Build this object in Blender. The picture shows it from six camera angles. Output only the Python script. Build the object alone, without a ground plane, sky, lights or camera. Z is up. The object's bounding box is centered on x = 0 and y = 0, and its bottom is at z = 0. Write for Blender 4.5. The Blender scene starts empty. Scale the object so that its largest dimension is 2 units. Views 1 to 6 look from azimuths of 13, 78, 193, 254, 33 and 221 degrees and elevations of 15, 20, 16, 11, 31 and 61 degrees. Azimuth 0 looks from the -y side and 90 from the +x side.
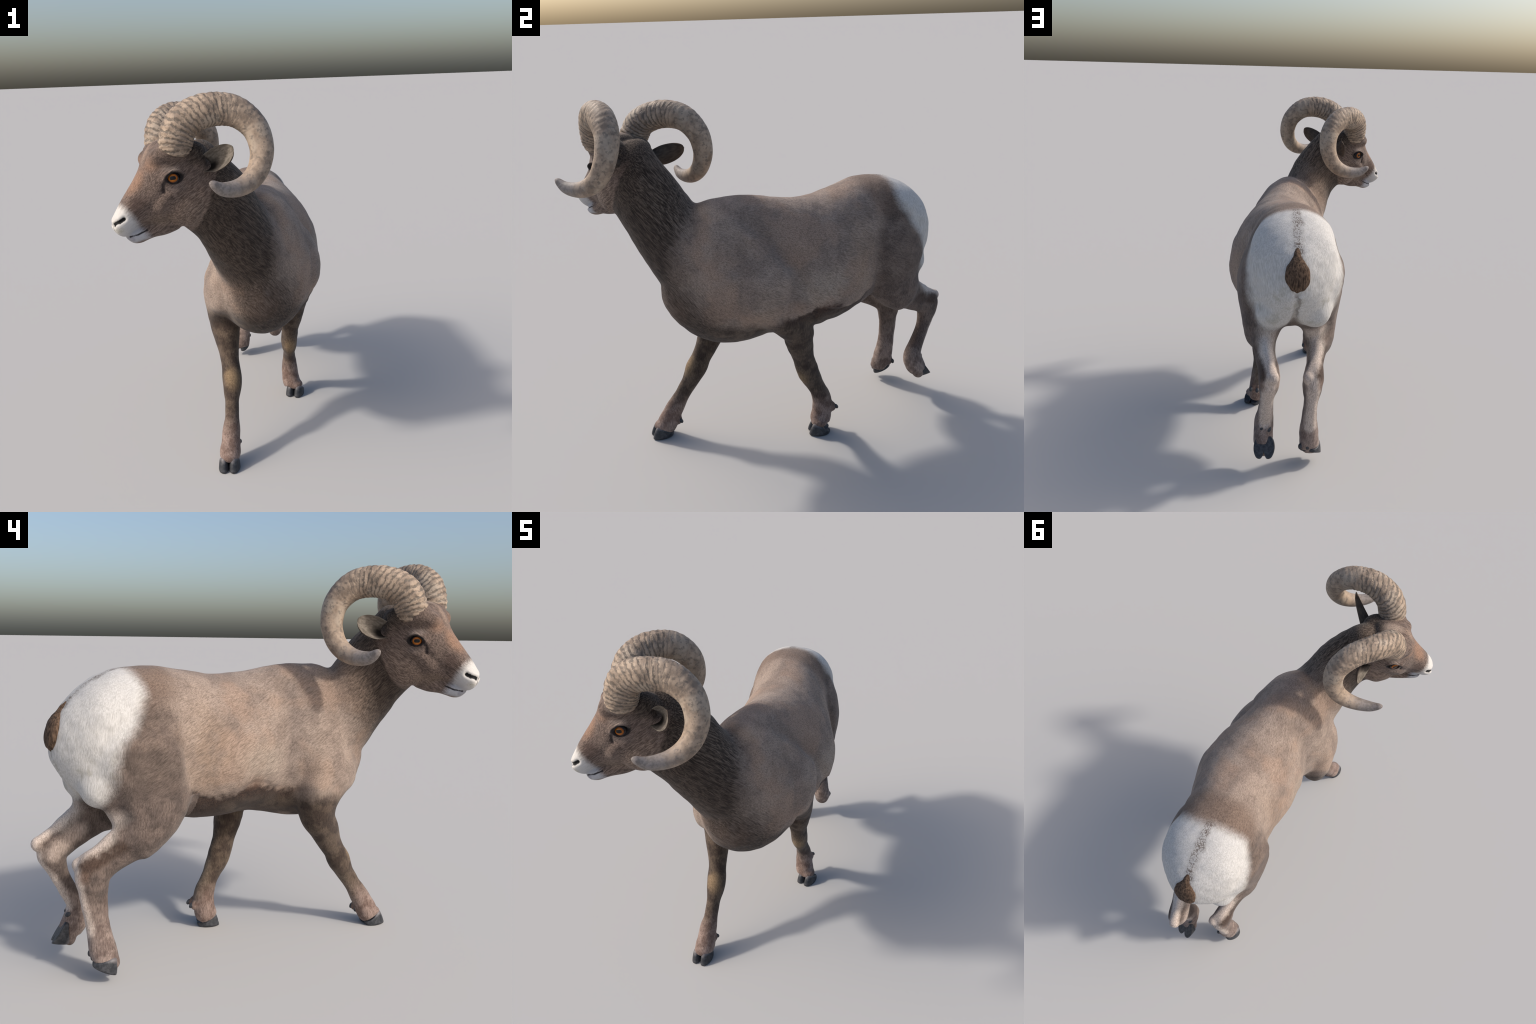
"""Walking bighorn ram: lofted body parts fused into one skin, plus horns, ears, eyes, tail and hooves."""
import bpy, math, random
import numpy as np
from mathutils import Matrix, Vector

rng = np.random.default_rng(7)
V = lambda *a: np.array(a, float)

# ------------------------------------------------------------------ frames
# body frame: s runs from the withers to the rump, l to the animal's left, z up
W0 = V(.113, -.2, 0); AX = V(-.2820, .9594, 0); LX = V(.9594, .2820, 0); UP = V(0, 0, 1)
def body(s, l, z): return W0 + AX * s + LX * l + UP * z
def to_body(P):
    d = P - W0
    return np.stack([d @ AX, d @ LX, d[..., 2]], -1)
# head frame: x left, y forward, z up; origin between the eyes
HO = V(-.190, -.741, 1.435); HX = V(.629, -.771, .100); HX /= np.linalg.norm(HX)
HY = V(-.775, -.632, 0); HY -= HX * (HY @ HX); HY /= np.linalg.norm(HY); HZ = np.cross(HY, HX)
HM = np.stack([HX, HY, HZ], 1)
def head(x, y, z): return HO + HM @ V(x, y, z)
def to_head(P): return (P - HO) @ HM

# ------------------------------------------------------------------ lofting
def spline(c, n):
    c = np.asarray(c, float); K = len(c); t = np.linspace(0, K - 1, n); i = np.clip(t.astype(int), 0, K - 2); f = (t - i)[:, None]
    e = np.vstack([2 * c[0] - c[1], c, 2 * c[-1] - c[-2]]); a, b, d, g = e[i], e[i + 1], e[i + 2], e[i + 3]
    return .5 * (2 * b + (d - a) * f + (2 * a - 5 * b + 4 * d - g) * f ** 2 + (3 * b - a - 3 * d + g) * f ** 3)

def loft(C, U, Vv, R, p=2.2, n=48, sub=6):
    """rings of super-ellipses; R = (u+, u-, v+, v-) half widths; returns closed mesh data"""
    q = np.zeros((len(C), 2)) + (p if isinstance(p, np.ndarray) else np.array([p, p], float))
    D = spline(np.hstack([C, U, Vv, R, q]), (len(C) - 1) * sub + 1)
    t = np.linspace(0, 2 * np.pi, n, endpoint=False); ct, st = np.cos(t), np.sin(t); rings = []
    for d in D:
        e = np.where(st > 0, 2 / d[13], 2 / d[14]); x = np.sign(ct) * abs(ct) ** e; y = np.sign(st) * abs(st) ** e
        u = d[3:6] / np.linalg.norm(d[3:6]); v = d[6:9] / np.linalg.norm(d[6:9]); r = np.maximum(d[9:13], .002)
        rings.append(d[:3] + np.where(x > 0, x * r[0], x * r[1])[:, None] * u + np.where(y > 0, y * r[2], y * r[3])[:, None] * v)
    return close_rings(np.array(rings))

def close_rings(G):
    m, n = G.shape[:2]; P = np.vstack([G.reshape(-1, 3), G[0].mean(0), G[-1].mean(0)]); F = []
    for i in range(m - 1):
        for j in range(n):
            k = (j + 1) % n; F.append((i * n + j, i * n + k, (i + 1) * n + k, (i + 1) * n + j))
    for j in range(n):
        k = (j + 1) % n; F.append((m * n, k, j)); F.append((m * n + 1, (m - 1) * n + j, (m - 1) * n + k))
    return P, F

def make_mesh(name, parts):
    P, F, o = [], [], 0
    for p, f in parts:
        P.append(p); F += [tuple(i + o for i in q) for q in f]; o += len(p)
    me = bpy.data.meshes.new(name); me.from_pydata(np.vstack(P).tolist(), [], F)
    import bmesh
    b = bmesh.new(); b.from_mesh(me); bmesh.ops.recalc_face_normals(b, faces=b.faces); b.to_mesh(me); b.free()
    return me

# ------------------------------------------------------------------ body measurements
# trunk: s, height of widest point, back line, belly line, sideways shift, half width
TRUNK = V(
 (-.360, .860, .940, .800, -.075, .045), (-.290, .870, 1.144, .690, -.060, .130), (-.180, .870, 1.288, .604, -.029, .213), (-.050, .870, 1.312, .572, -.020, .248),
 (.100, .860, 1.304, .588, .004, .242), (.250, .870, 1.276, .612, .042, .269), (.400, .880, 1.266, .602, .052, .283), (.550, .890, 1.286, .611, .044, .250),
 (.680, .930, 1.304, .648, .018, .229), (.800, .990, 1.305, .706, .002, .231), (.900, 1.00, 1.290, .718, .008, .229), (1.00, 1.00, 1.236, .757, .008, .211),
 (1.08, .990, 1.164, .822, .008, .146), (1.13, .980, 1.091, .905, .008, .075), (1.148, .970, 1.030, .940, .008, .030))
ROLL = (0, 0, 0, 0, .01, .02, .03, .03, .03, .01, 0, 0, 0, 0, 0)       # the swinging barrel leans: back to the right, belly to the left
BACK_SQUARE = (1.9, 1.9, 1.9, 1.9, 1.85, 1.85, 1.9, 2.05, 2.2, 2.3, 2.35, 2.3, 2.2, 2., 2.)     # squareness of the upper half of each trunk section
# neck: centre, half widths to nape, throat and sides; the last two lie under the poll
NECK = V((.090, -.338, .931, .150, .222, .155), (.091, -.428, 1.044, .182, .196, .175), (.054, -.516, 1.154, .183, .174, .150), (.006, -.599, 1.263, .203, .153, .126),
 (-.093, -.669, 1.372, .209, .141, .120), (-.153, -.704, 1.437, .200, .080, .110), (-.180, -.732, 1.475, .125, .050, .085))
# upper limbs in the body frame: s, l, z, half widths to front, rear, side
THIGH_L = V((.819, .142, 1.140, .076, .132, .068), (.797, .155, 1.035, .140, .200, .104), (.800, .167, .898, .180, .213, .115), (.842, .157, .787, .168, .145, .108))
THIGH_R = V((.825, -.124, 1.122, .074, .130, .068), (.822, -.142, 1.018, .137, .200, .112), (.785, -.149, .910, .158, .225, .103), (.766, -.139, .748, .150, .175, .100))
SHOULDER_L = V((.041, .135, 1.108, .118, .090, .054), (.060, .178, .966, .155, .140, .102), (.068, .182, .852, .160, .152, .112), (.110, .180, .796, .150, .112, .097))
SHOULDER_R = V((-.035, -.129, 1.113, .118, .090, .055), (-.010, -.163, .968, .170, .140, .092), (-.045, -.188, .828, .196, .140, .118), (-.002, -.200, .744, .215, .105, .112))
# lower limb centre lines (world) and girths along them: parameter, fore-and-aft, sideways
LIMB = dict(
 FR=V((-.081, -.287, .611), (-.055, -.348, .489), (-.025, -.413, .380), (-.014, -.472, .271), (-.004, -.537, .177), (.000, -.590, .084), (-.002, -.642, -.005)),
 FL=V((.203, .071, .619), (.186, .100, .490), (.172, .133, .369), (.162, .180, .267), (.156, .215, .176), (.162, .211, .090), (.189, .185, .010)),
 HR=V((-.259, .569, .628), (-.267, .678, .555), (-.272, .751, .494), (-.269, .760, .410), (-.261, .750, .295), (-.257, .734, .159), (-.262, .706, .062)),
 HL=V((.004, .716, .688), (-.051, .834, .596), (-.088, .911, .541), (-.079, .904, .452), (-.060, .862, .342), (-.041, .820, .234), (-.052, .866, .140)))
GIRTH = dict(
 FR=V((0, .088, .078), (.6, .076, .0625), (1.17, .061, .048), (1.65, .053, .0445), (2.0, .0575, .049), (2.3, .0575, .048), (2.6, .049, .043), (3.0, .0445, .0345), (3.6, .0425, .035), (4.2, .048, .0435), (4.7, .051, .045), (5.15, .054, .051), (5.5, .053, .048)),
 FL=V((0, .084, .080), (.48, .0726, .070), (1.31, .0565, .048), (1.68, .058, .045), (2.1, .0585, .046), (2.48, .0525, .041), (2.85, .047, .033), (3.29, .0465, .036), (3.95, .051, .042), (4.4, .053, .047), (4.8, .051, .049), (5.2, .055, .052), (5.5, .053, .049)),
 HR=V((0, .105, .076), (.5, .088, .054), (1.07, .077, .042), (1.6, .077, .045), (2.0, .078, .052), (2.4, .074, .050), (2.83, .065, .047), (3.35, .059, .036), (3.82, .053, .036), (4.26, .050, .0396), (4.71, .052, .047), (5.05, .057, .050), (5.6, .054, .050), (5.9, .046, .047)),
 HL=V((0, .124, .088), (.4, .095, .060), (.8, .079, .050), (1.17, .071, .0495), (1.6, .073, .051), (1.97, .075, .0517), (2.35, .067, .049), (2.7, .055, .045), (3.0, .0455, .038), (3.4, .040, .034), (4.17, .039, .038), (4.66, .0444, .047), (5.0, .052, .050), (5.5, .057, .050), (5.95, .052, .048)))

# tips of the dewclaws behind each pastern, with the way they point
SPUR = dict(FR=(V(.012, -.533, .083), V(0, .5, -.9)), FL=(V(.160, .285, .126), V(0, .6, -.8)), HR=(V(-.243, .776, .112), V(0, .2, -1)), HL=(V(-.062, .866, .238), V(0, .8, -.6)))

def limb(key, top):
    P = LIMB[key]; c = spline(P, 400); C, U, F, R = [], [], [], []
    for t, ra, rl in GIRTH[key]:
        j = min(int(t / (len(P) - 1) * 399), 398); T = c[j + 1] - c[max(j - 1, 0)]; T /= np.linalg.norm(T)
        u = LX - T * (LX @ T); u /= np.linalg.norm(u); v = np.cross(u, T)
        if v @ AX > 0: v = -v
        C.append(c[j]); U.append(u); F.append(v); R.append((rl, rl, ra, ra))
    c0 = np.array([body(*r[:3]) for r in top]); allc = np.vstack([c0, C[:2]]); u0, v0, r0 = [], [], []
    for i, row in enumerate(top):
        T = allc[i + 1] - allc[max(i - 1, 0)]; T /= np.linalg.norm(T); T = T + V(0, 0, -1); T /= np.linalg.norm(T)
        u = LX - T * (LX @ T); u /= np.linalg.norm(u); v = np.cross(u, T)
        if v @ AX > 0: v = -v
        u0.append(u); v0.append(v); r0.append((row[5], row[5], row[3], row[4]))
    return loft(np.vstack([c0, C]), np.vstack([u0, U]), np.vstack([v0, F]), np.vstack([r0, R]), p=2.1)

def trunk():
    n = len(TRUNK); C = np.array([body(r[0], r[4], r[1]) for r in TRUNK])
    return loft(C, np.tile(LX, (n, 1)), UP - LX * np.array(ROLL)[:, None], np.stack([TRUNK[:, 5], TRUNK[:, 5], TRUNK[:, 2] - TRUNK[:, 1], TRUNK[:, 1] - TRUNK[:, 3]], 1), p=np.stack([BACK_SQUARE, np.full(n, 1.97)], 1))

def neck():
    C = NECK[:, :3]; U, F = [], []
    for i in range(len(NECK)):
        T = C[min(i + 1, len(C) - 1)] - C[max(i - 1, 0)]; T /= np.linalg.norm(T); f = min(i / 4, 1)
        u = LX * (1 - f) + HX * f; u -= T * (u @ T); u /= np.linalg.norm(u); v = np.cross(T, u)
        if v @ AX < 0: v = -v
        U.append(u); F.append(v)
    return loft(C, np.array(U), np.array(F), np.stack([NECK[:, 5], NECK[:, 5], NECK[:, 3], NECK[:, 4]], 1), p=2.0)

# skull: section from bridge point (y, z) to under-side point (y, z), half width, squareness
SKULL = V((.240, -.168, .236, -.182, .022), (.234, -.149, .230, -.204, .043), (.219, -.124, .211, -.2225, .053), (.200, -.094, .186, -.2300, .058), (.172, -.056, .152, -.2140, .062),
 (.146, -.022, .112, -.2020, .067), (.118, .016, .070, -.205, .078), (.097, .048, .025, -.212, .097), (.078, .092, -.045, -.214, .113),
 (.045, .140, -.110, -.216, .121), (.000, .160, -.160, -.200, .124), (-.055, .166, -.190, -.135, .118), (-.105, .148, -.195, -.050, .092), (-.140, .090, -.185, .000, .060))
JAW = V((.187, -.2285, .180, -.242, .022), (.177, -.219, .160, -.2590, .036), (.152, -.203, .130, -.2625, .044), (.118, -.190, .098, -.2530, .051), (.075, -.180, .068, -.2450, .059), (.010, -.150, .015, -.2410, .066), (-.06, -.120, -.04, -.2250, .070))
def skull(rows, p):
    T = np.array([head(0, r[0], r[1]) for r in rows]); B = np.array([head(0, r[2], r[3]) for r in rows]); C = (T + B) / 2; v = T - B; h = np.linalg.norm(v, axis=1)[:, None] / 2
    w = rows[:, 4:5]
    return loft(C, np.tile(HX, (len(rows), 1)), v / (2 * h), np.hstack([w, w, h, h]), p=p)
def blob(c, axes, r, n=24):
    t = np.linspace(0, np.pi, n // 2 + 1)[1:-1]; a = np.linspace(0, 2 * np.pi, n, endpoint=False)
    L = np.stack([np.sin(t)[:, None] * np.cos(a), np.sin(t)[:, None] * np.sin(a), np.cos(t)[:, None] * np.ones(n)], -1) * np.asarray(r)
    return close_rings(c + L @ np.asarray(axes))
HAX = HM.T
parts = [trunk(), neck(), limb('HL', THIGH_L), limb('HR', THIGH_R), limb('FL', SHOULDER_L), limb('FR', SHOULDER_R), skull(SKULL, np.tile((2.35, 1.8), (len(SKULL), 1))), skull(JAW, 2.2)]
for sd in (1, -1):
    parts.append(blob(head(sd * .068, .036, .080), HAX, (.041, .046, .042)))       # brow above the eye
    parts.append(blob(head(sd * .093, -.002, .000), HAX, (.033, .058, .046)))      # eye orbit
    parts.append(blob(head(sd * .086, -.016, .108), HAX, (.066, .068, .050)))      # horn pedicle
    parts.append(blob(head(sd * .076, -.100, .088), HAX, (.053, .074, .056)))      # temple
    parts.append(blob(head(sd * .062, -.075, -.110), HAX, (.062, .105, .105)))     # cheek
    parts.append(blob(head(sd * .092, -.125, .052), HAX, (.037, .038, .046)))      # ear base
parts.append(blob(V(.003, -.626, .060), np.stack([LX, AX, UP]), (.046, .046, .028))); parts.append(blob(V(.189, .194, .060), np.stack([LX, AX, UP]), (.047, .046, .028)))
parts.append(blob(V(-.061, .866, .138), np.stack([LX, AX, UP]), (.048, .034, .058))); parts.append(blob(V(-.264, .706, .082), np.stack([LX, AX, UP]), (.048, .048, .036)))   # hind coronets
for c, r in (((.98, -.100, .84), (.085, .095, .10)), ((.900, -.098, .74), (.066, .072, .085)), ((.870, -.104, .66), (.052, .060, .07)),      # hamstrings
             ((.99, .110, .83), (.085, .090, .09)), ((.960, .122, .74), (.066, .074, .075)), ((.985, .130, .685), (.050, .056, .06))):
    parts.append(blob(body(*c), np.stack([LX, AX, UP]), r))
for key, tip in (("HL", V(-.124, .985, .588)), ("HR", V(-.262, .826, .530))):      # point of the hock and the tendon above it
    L = LIMB[key]; a = tip - AX * .015 - V(0, 0, .016); b = L[0] * .45 + L[1] * .55 + AX * .055 + V(0, 0, .05)
    T = np.array([b * (1 - f) + a * f for f in (0, .35, .7, 1)]); d = (a - b) / np.linalg.norm(a - b); v = np.cross(LX, d); v /= np.linalg.norm(v)
    parts.append(loft(T, np.tile(LX, (4, 1)), np.tile(v, (4, 1)), np.array([[q] * 4 for q in (.024, .021, .024, .030)]), p=2, n=20)); parts.append(blob(a, HAX, (.031, .031, .034)))
for key, (c, hub) in SPUR.items():                                                # heel pads that carry the dewclaws
    P6 = spline(LIMB[key], 60); j = np.linalg.norm(P6 - c, axis=1).argmin(); m = c * .62 + P6[j] * .38; z = hub / np.linalg.norm(hub); x = LX - z * (LX @ z); x /= np.linalg.norm(x)
    for sd in (1, -1): parts.append(blob(m + x * sd * .015, np.stack([x, np.cross(z, x), z]), (.020, .027, .034)))
# ------------------------------------------------------------------ fuse the parts into one skin
raw = bpy.data.objects.new("raw", make_mesh("raw", parts)); bpy.context.scene.collection.objects.link(raw)
rm = raw.modifiers.new("fuse", 'REMESH'); rm.mode = 'VOXEL'; rm.voxel_size = .0045; rm.use_smooth_shade = True
dg = bpy.context.evaluated_depsgraph_get(); skin = bpy.data.meshes.new_from_object(raw.evaluated_get(dg)); bpy.data.objects.remove(raw)
nv = len(skin.vertices); P = np.empty(nv * 3); skin.vertices.foreach_get("co", P); P = P.reshape(-1, 3)
E = np.empty(len(skin.edges) * 2, int); skin.edges.foreach_get("vertices", E); E = E.reshape(-1, 2)
deg = np.bincount(E.ravel(), minlength=nv)[:, None]
def average(X):
    o = np.zeros_like(X)
    for k in range(X.shape[1]):
        o[:, k] = np.bincount(E[:, 0], X[E[:, 1], k], nv) + np.bincount(E[:, 1], X[E[:, 0], k], nv)
    return o / np.maximum(deg, 1)
def step(x, a, b):
    t = np.clip((x - a) / (b - a), 0, 1); return t * t * (3 - 2 * t)
def seg_dist(P, a, b):
    ab = b - a; t = np.clip((P - a) @ ab / (ab @ ab), 0, 1); return np.linalg.norm(P - a - t[:, None] * ab, axis=1)
def chain_dist(P, C): return np.min([seg_dist(P, a, b) for a, b in zip(C[:-1], C[1:])], 0)
H = to_head(P); Bd = to_body(P)
headness = step(.8 * (H[:, 1] + .17) + .35 * (H[:, 2] + .1), -.05, .06) * (np.linalg.norm(H, axis=1) < .42)
legness = np.max([step(P[:, 2], .70, .56) * (chain_dist(P, LIMB[k]) < .12) for k in LIMB], 0)
cranium = step(H[:, 1], .10, .02) * step(H[:, 2], -.06, .02)
wgt = (1 - np.maximum(headness * (.90 - .22 * cranium), .92 * legness))[:, None]
for _ in range(45): P += .5 * wgt * (average(P) - P)
zone = step(np.linalg.norm(Bd - V(-.18, -.03, 1.12), axis=1), .30, .16)[:, None]
for _ in range(90): P += .5 * zone * (average(P) - P)
seat = step(np.linalg.norm((Bd - V(.98, 0, .76)) * V(1, .8, 1), axis=1), .23, .12)[:, None]
for _ in range(110): P += .5 * seat * (average(P) - P)
for _ in range(5): P += .5 * (average(P) - P)

def normals(P):
    skin.vertices.foreach_set("co", P.ravel()); skin.update(); N = np.empty(nv * 3); skin.vertices.foreach_get("normal", N); return N.reshape(-1, 3)
# ------------------------------------------------------------------ face modelling and skin relief
EYE_C, EYE_N = V(.0985, -.007, -.004), V(.93, .32, .06); EYE_N /= np.linalg.norm(EYE_N)
def almond(Hs):
    """distance-like value around the lid opening (1 on its rim), in the head frame mirrored to the left side"""
    y = (Hs[:, 1] + .004) / .031; z = (Hs[:, 2] + .001 + .16 * (Hs[:, 1])) / (.0168 * np.clip(1.15 - .25 * y * y, .4, 2))
    return np.sqrt(y * y + z * z)
N = normals(P); H = to_head(P); Hs = H * V(1, 1, 1); Hs[:, 0] = abs(H[:, 0])
near = (Hs[:, 0] > .06) & (abs(Hs[:, 1]) < .12) & (abs(Hs[:, 2]) < .1)
al = np.where(near, almond(Hs), 9)
lidz = H[:, 2] + .18 * Hs[:, 1]
d = -.013 * step(al, 1.04, .78) + (.004 + .008 * step(lidz, -.002, .014)) * np.exp(-((al - 1.32) / .26) ** 2)
# mouth line, nostrils, tear groove, cheek hollow
def snap(C):
    return np.array([Hs[i] for i in ids(C)])
def ids(C): return [((Hs - c) ** 2).sum(1).argmin() for c in C]
mouth = snap([V(.000, .196, -.2315), V(.030, .185, -.2300), V(.050, .150, -.2170), V(.062, .113, -.1985)])
dm = chain_dist(Hs, mouth); d -= .006 * np.exp(-(dm / .0045) ** 2) * (H[:, 1] > .05)
nos = snap([V(.016, .238, -.174), V(.029, .228, -.167), V(.040, .216, -.160), V(.050, .201, -.151)])
dn = chain_dist(Hs, nos); d -= .012 * np.exp(-(dn / .0085) ** 2) - .001 * np.exp(-((dn - .017) / .007) ** 2)
tear = snap([V(.112, .028, -.012), V(.104, .037, -.026), V(.098, .036, -.044), V(.095, .034, -.053)])
d -= .004 * np.exp(-(chain_dist(Hs, tear) / .007) ** 2)
crest = snap([V(.11, .045, -.060), V(.095, .085, -.100), V(.075, .110, -.150)]); d -= .005 * np.exp(-(chain_dist(Hs, crest) / .016) ** 2)
cheek = snap([V(.125, -.02, -.055), V(.115, .030, -.085), V(.10, .05, -.12)]); d += .005 * np.exp(-(chain_dist(Hs, cheek) / .020) ** 2)
jawline = snap([V(.10, -.13, -.05), V(.105, -.11, -.12), V(.085, -.07, -.18)]); d += .004 * np.exp(-(chain_dist(Hs, jawline) / .022) ** 2)
d *= (np.linalg.norm(H, axis=1) < .40)
# muscle relief: (side, path in s and z, depth, width); sheltered folds are negative
FOLDS = ((1, ((-.02, 1.23), (.08, 1.13), (.18, .97), (.236, .84), (.27, .73)), -.009, .030), (1, ((-.08, 1.24), (.06, 1.07), (.145, .94), (.17, .82)), .007, .040),
 (-1, ((.12, 1.22), (.15, 1.0), (.165, .88), (.17, .78), (.15, .67)), -.020, .045), (1, ((-.11, .98), (-.085, .85), (-.06, .74)), .012, .045), (-1, ((.02, .86), (.045, .76), (.05, .70)), .010, .04), (-1, ((-.03, 1.17), (.015, .98), (.02, .86)), .007, .040),
 (1, ((.66, 1.18), (.675, 1.02), (.67, .83)), -.003, .030), (-1, ((.68, 1.18), (.655, 1.05), (.655, .85)), -.006, .030),
 (1, ((.83, 1.18), (.97, 1.06), (1.03, .95)), -.006, .030), (-1, ((.83, 1.164), (.976, 1.058), (1.03, .95)), -.006, .030),
 (1, ((.70, 1.12), (.72, .95), (.74, .84)), .005, .05), (-1, ((.71, 1.12), (.71, .95), (.72, .84)), .005, .05))
for sd, path, depth, width in FOLDS:
    C3 = np.array([(a, 0, b) for a, b in path]); B3 = Bd * V(1, 0, 1); d += depth * np.exp(-(chain_dist(B3, C3) / width) ** 2) * step(Bd[:, 1] * sd, .06, .14) * step(P[:, 2], .64, .74)
# soft lumps of the coat
def lumps(P, k, seed):
    r = np.random.default_rng(seed); o = np.zeros(len(P))
    for _ in range(10):
        w = r.normal(size=3); w *= k * r.uniform(.6, 1.4) / np.linalg.norm(w); o += np.sin(P @ w + r.uniform(0, 6.28))
    return o / 10 ** .5
edge = .775 + .008 * lumps(P, 70, 5) + .018 * np.sin(Bd[:, 0] * 21 + 1) + .02 * np.sin(Bd[:, 0] * 9 - .4 + Bd[:, 1] * 4)
d -= (.005 + .005 * step(Bd[:, 1], -.05, .05)) * step(Bd[:, 2], edge + .012, edge - .012) * step(Bd[:, 0], .06, .14) * step(Bd[:, 0], .66, .58) * step(np.min([chain_dist(P, np.vstack([2.2 * LIMB[q][0] - 1.2 * LIMB[q][1], LIMB[q]])) for q in ('FL', 'FR')], 0), .115, .17)
d -= (.012 + .022 * step(Bd[:, 2], .92, .78)) * np.exp(-((Bd[:, 1] - .004) / (.013 + .016 * step(Bd[:, 2], .86, .74))) ** 2) * step(Bd[:, 0], .96, 1.03) * step(Bd[:, 2], 1.0, .94)
d += (.0012 * lumps(P, 40, 1) + .0007 * lumps(P, 110, 2)) * (1 - .8 * headness)
lines = [ids(mouth), ids(nos), ids(tear)]; P = P + N * d[:, None]
mouth, nos, tear = [np.abs(to_head(P[i]) * V(1, 0, 0)) + to_head(P[i]) * V(0, 1, 1) for i in lines]
P[:, 2] = np.maximum(P[:, 2], .006); N = normals(P)

def on_limb(key, t, way):
    """the skin point of a limb at parameter t that lies farthest along a direction"""
    C = LIMB[key]; c = spline(C, 400); j = int(np.clip(t / (len(C) - 1), 0, .99) * 399); T = c[min(j + 1, 399)] - c[max(j - 1, 0)]; T /= np.linalg.norm(T)
    q = P - c[j]; ok = (abs(q @ T) < .008) & (np.linalg.norm(q, axis=1) < .16); w = way - T * (T @ way); return P[ok][(q[ok] @ w).argmax()]

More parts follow.
